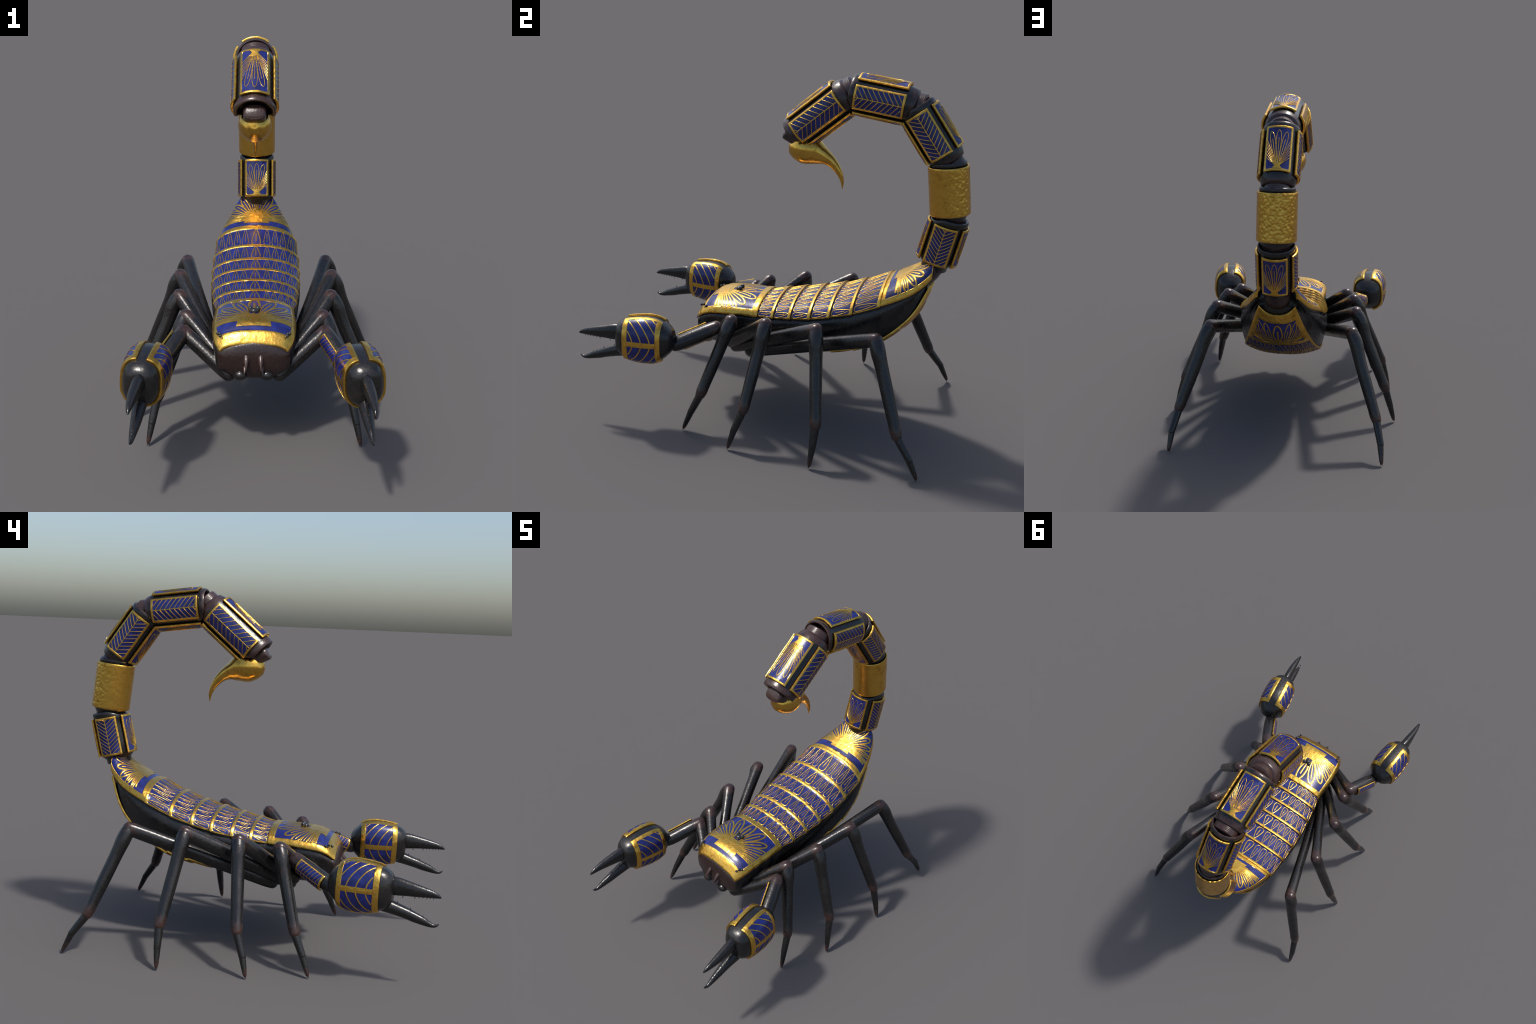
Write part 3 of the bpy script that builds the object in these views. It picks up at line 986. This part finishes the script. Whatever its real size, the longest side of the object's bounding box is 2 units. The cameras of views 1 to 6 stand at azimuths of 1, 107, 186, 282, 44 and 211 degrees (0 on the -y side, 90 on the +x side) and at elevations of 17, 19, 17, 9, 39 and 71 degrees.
    jaw('lower_jaw', [(0.497, -0.705, 0.421), (0.499, -0.750, 0.410), (0.500, -0.80, 0.395), (0.502, -0.845, 0.3805), (0.504, -0.875, 0.369), (0.507, -0.915, 0.3555), (0.509, -0.945, 0.3435), (0.5105, -0.970, 0.337), (0.511, -0.986, 0.340), (0.511, -0.9945, 0.347)],
        [(0.035, 0.037), (0.034, 0.0345), (0.029, 0.0305), (0.025, 0.0275), (0.022, 0.0255), (0.0175, 0.0212), (0.013, 0.0150), (0.009, 0.0095), (0.0055, 0.006), (0.002, 0.0022)],
        1, [(0.30, 0.012), (0.52, 0.013), (0.60, 0.006), (0.67, 0.006), (0.74, 0.008), (0.80, 0.007), (0.86, 0.005)], 0.0040)

build_pincer(1)
build_pincer(-1)

# ------------------------------------------------------------------ tail
def seg_frame(c, d):
    z = V((0, d[0], d[1])).normalized()
    x = V((1, 0, 0))
    y = z.cross(x)
    return Matrix(((x.x, y.x, z.x, 0.0), (x.y, y.y, z.y, c[0]), (x.z, y.z, z.z, c[1]), (0, 0, 0, 1)))

def lathe(b, prof, mat, seg=48, mod=None):
    """Closed profile [(r, z)] turned about local z; mod(angle, r, z) may bend it. angle 0 = +y (outer side)."""
    rows = []
    for r, z in prof:
        row = []
        for j in range(seg):
            a = 2 * math.pi * j / seg
            rr, zz = (r, z) if mod is None else mod(a, r, z)
            row.append(V((rr * math.sin(a), rr * math.cos(a), zz)))
        rows.append(row)
    b.grid(rows, mat, close_u=True, cap0=True, cap1=True)

def core_profile(L, first, last):
    h = L / 2
    rc = 0.0955
    p = [(0.030, -h - 0.096), (0.060, -h - 0.094), (0.0705, -h - 0.087)]
    if first:
        p = [(0.030, -h - 0.050), (0.0655, -h - 0.048)]
    for k in range(0 if first else 4):       # ribbed neck
        z = -h - 0.084 + k * 0.0085
        p += [(0.0708, z), (0.0722, z + 0.0035), (0.0708, z + 0.007)]
    if first:
        p += [(0.0680, -h - 0.045), (0.0705, -h - 0.022), (0.0745, -h - 0.018), (0.0860, -h - 0.006), (rc - 0.003, -h + 0.004)]
    else:
        p += [(0.0755, -h - 0.048), (0.0820, -h - 0.045), (0.0855, -h - 0.038), (0.0910, -h - 0.020), (0.0945, -h - 0.006)]
    e = 0.007 if last else 0.0               # the end hood is longer and thicker
    p += [(rc, -h + 0.01), (rc, -h * 0.3), (rc, h * 0.3), (rc, h - 0.012), (0.0975, h + 0.004), (0.0990, h + 0.016 + e), (0.0980, h + 0.025 + e), (0.0945, h + 0.031 + e),
          (0.0890 - e * 0.3, h + 0.032 + e), (0.0840 - e * 0.5, h + 0.028 + e), (0.0800 - e * 0.5, h + 0.018 + e), (0.076 - e * 0.5, h + 0.004), (0.071, h - 0.009), (0.04, h - 0.012)]
    return p

R_PANEL = 0.1105
def build_panel(parent, M, phi, L, hw, pattern):
    b = Build()
    def S(u, v):
        a = phi + u / R_PANEL
        r = R_PANEL + 0.0012 * math.cos(2 * 0)  # constant radius shell
        return V((r * math.sin(a), r * math.cos(a), v))
    f = make_lifted(S)
    c = f(0, 0, 0.01) - S(0, 0)
    sg = 1.0 if c.dot(V((math.sin(phi), math.cos(phi), 0))) > 0 else -1.0
    Ls = lambda u, v, h: f(u, v, sg * h)
    h = L / 2
    bo = 0.0125
    plate(b, Ls, -hw, hw, -h, h, (bo, bo), (bo, bo), 0.004, 0.004, 0.010, 0.02, thick=0.010, recess=0.0016, wob=0.0012)
    uu, v0, v1 = hw - bo, -h + bo, h - bo
    if pattern == 'feather':
        chevron(b, Ls, -uu, uu, v0, v1, 9.0, 0.042, 0.0042, 0.0034)
    else:
        fl = v1 - v0
        clip = lambda u, v: abs(u) <= uu + 0.001 and v0 - 0.001 <= v <= v1 + 0.001
        # vase
        prof_v = [0.0, 0.020, 0.045, 0.070, 0.095, 0.130, 0.165]
        prof_w = [0.0235, 0.0225, 0.0165, 0.0150, 0.0185, 0.0255, 0.0290]
        fill_profile(b, Ls, [v0 + x * fl + 0.0005 for x in frange(0, 0.150, 14)],
                     lambda v: spline(prof_v, prof_w, (v - v0) / fl) * uu / 0.061, n=6)
        P = lambda x, y: V((x * uu, v0 + y * fl))
        # three tall petals with a centre line each
        for x0, x1, top in ((0, 0, 0.935), (-0.13, -0.66, 0.90), (0.13, 0.66, 0.90)):
            q, p = P(x0, 0.13), P(x1, top)
            ang = math.atan2(p.x - q.x, p.y - q.y)
            ln = (p - q).length
            ribbon(b, Ls, petal_outline(q, ang, 0.0, ln, 0.0245, fat=0.72), 0.0029, clip, closed=True)
            inner_line(b, Ls, q, ang, 0.0, ln * 0.76, 0.0029, clip)
        # rays running out to the frame
        for i in range(6):
            for sg2 in (-1, 1):
                ribbon(b, Ls, [P(sg2 * (0.10 + 0.066 * i), 0.135), P(sg2 * 1.01, lerp(0.70, 0.285, i / 5))], 0.0024, clip)
    o = finish(b, 'tail_panel', parent, matrix=M, recalc=True)
    return o

SEGS = [((0.849, 0.983), (0.8965, 1.193)), ((0.844, 1.550), (0.697, 1.754)), ((0.6375, 1.786), (0.377, 1.820)), ((0.303, 1.796), (0.078, 1.606))]
def build_segment(p0, p1, wide, last=False, first=False):
    d = (p1[0] - p0[0], p1[1] - p0[1])
    L = math.hypot(*d)
    M = seg_frame(((p0[0] + p1[0]) / 2, (p0[1] + p1[1]) / 2), d) @ Matrix.Diagonal((wide, 1, 1, 1))
    b = Build()
    def mod(a, r, z):
        h = L / 2
        if z > h - 0.025:                     # the socket is cut back on its inner side
            k = max(0.0, -math.cos(a))
            cut = (0.056 if last else 0.026) * min(1.0, max(0.0, (k - 0.25) / 0.55))
            z = max(h - 0.024, z - cut)
        return r, z
    lathe(b, core_profile(L, first, last), M_CORE, mod=mod)
    core = finish(b, 'tail_segment', root, matrix=M, recalc=True, angle=45)
    for phi, pat in ((0, 'lotus'), (math.pi, 'lotus'), (math.pi / 2, 'feather'), (-math.pi / 2, 'feather')):
        build_panel(core, M, phi, L, 0.0735 if pat == 'lotus' else 0.0675, pat)
for i, (a, c) in enumerate(SEGS):
    build_segment(a, c, (1.0, 1.0, 1.04, 1.075)[i], last=(i == 3), first=(i == 0))

# plain gold sleeve over the second segment
def build_sleeve():
    p0, p1 = (0.8985, 1.242), (0.868, 1.494)
    d = (p1[0] - p0[0], p1[1] - p0[1])
    L = math.hypot(*d)
    M = seg_frame(((p0[0] + p1[0]) / 2, (p0[1] + p1[1]) / 2), d)
    b = Build()
    h = L / 2
    prof = [(0.040, -h - 0.062), (0.068, -h - 0.060), (0.074, -h - 0.050), (0.076, -h - 0.030), (0.086, -h - 0.012), (0.089, -h + 0.004), (0.089, h - 0.004), (0.0925, h + 0.002),
            (0.0935, h + 0.014), (0.091, h + 0.022), (0.086, h + 0.025), (0.080, h + 0.022), (0.077, h + 0.012), (0.075, h - 0.02), (0.04, h - 0.022)]
    lathe(b, prof, M_CORE)
    core = finish(b, 'tail_segment', root, matrix=M, recalc=True, angle=45)
    b = Build()
    prof = [(0.0955, -h + 0.004), (0.0985, -h), (0.1025, -h), (0.1045, -h + 0.003), (0.1052, -h + 0.008)] + [(0.1052, z) for z in frange(-h + 0.014, h - 0.014, 16)] + \
           [(0.1052, h - 0.008), (0.1045, h - 0.003), (0.1025, h), (0.0985, h), (0.0955, h - 0.004)]
    def mod(a, r, z):
        return r + 0.0006 * noise.noise(V((math.sin(a) * 2.2, math.cos(a) * 2.2, z * 18))), z
    rows = []
    for r, z in prof + [(0.0945, -h + 0.010 + 0 * z) for r, z in []]:
        row = []
        for j in range(72):
            a = 2 * math.pi * j / 72
            rr, zz = mod(a, r, z)
            row.append(V((rr * math.sin(a), rr * math.cos(a), zz)))
        rows.append(row)
    rows.append([V((0.0945 * math.sin(2 * math.pi * j / 72), 0.0945 * math.cos(2 * math.pi * j / 72), h - 0.012)) for j in range(72)])
    rows.append([V((0.0945 * math.sin(2 * math.pi * j / 72), 0.0945 * math.cos(2 * math.pi * j / 72), -h + 0.012)) for j in range(72)])
    rows.append(rows[0])
    b.grid(rows, M_GOLDH, close_u=True)
    finish(b, 'gold_sleeve', core, matrix=M, recalc=True, angle=45)
build_sleeve()

# tail root between the rump and the first segment
b = Build()
tube(b, [(0, 0.750, 0.845), (0, 0.790, 0.876), (0, 0.815, 0.905), (0, 0.832, 0.942), (0, 0.842, 0.975)], [(0.050, 0.056), (0.050, 0.066), (0.054, 0.072), (0.060, 0.073), (0.066, 0.072)], M_RIDGE, up=V((1, 0, 0)), seg=40, sub=5)
finish(b, 'tail_root', root, origin=V((0, 0.84, 0.92)))

# ------------------------------------------------------------------ stinger
def build_stinger():
    b = Build()
    tube(b, [(0, 0.023, 1.529), (0, 0.0255, 1.5285), (0, 0.034, 1.526), (0, 0.048, 1.522), (0, 0.075, 1.517), (0, 0.110, 1.512), (0, 0.152, 1.501), (0, 0.190, 1.487), (0, 0.222, 1.474),
             (0, 0.252, 1.456), (0, 0.284, 1.424), (0, 0.307, 1.388), (0, 0.3205, 1.348), (0, 0.322, 1.310)],
         [0.003, 0.019, 0.037, 0.0560, 0.0735, 0.0830, 0.0765, 0.0580, 0.0415, 0.0305, 0.0220, 0.0150, 0.0085, 0.0010], M_GOLDS, up=V((1, 0, 0)), seg=40, sub=5, cap_round=False)
    sting = finish(b, 'stinger', root, origin=V((0, 0.1, 1.5)))
    b = Build()
    tube(b, [(0, 0.115, 1.528), (0, 0.070, 1.560), (0, 0.037, 1.580), (0, 0.015, 1.5885), (0, 0.008, 1.593), (0, 0.003, 1.596)],
         [(0.038, 0.052), (0.040, 0.056), (0.041, 0.057), (0.039, 0.055), (0.034, 0.050), (0.026, 0.043)], M_RIDGE, up=V((1, 0, 0)), seg=40, sub=4, power=2.8, cap_round=False)
    finish(b, 'stinger_joint', sting, origin=V((0, 0.03, 1.55)))
build_stinger()

for o in bpy.context.scene.objects:
    o.select_set(False)
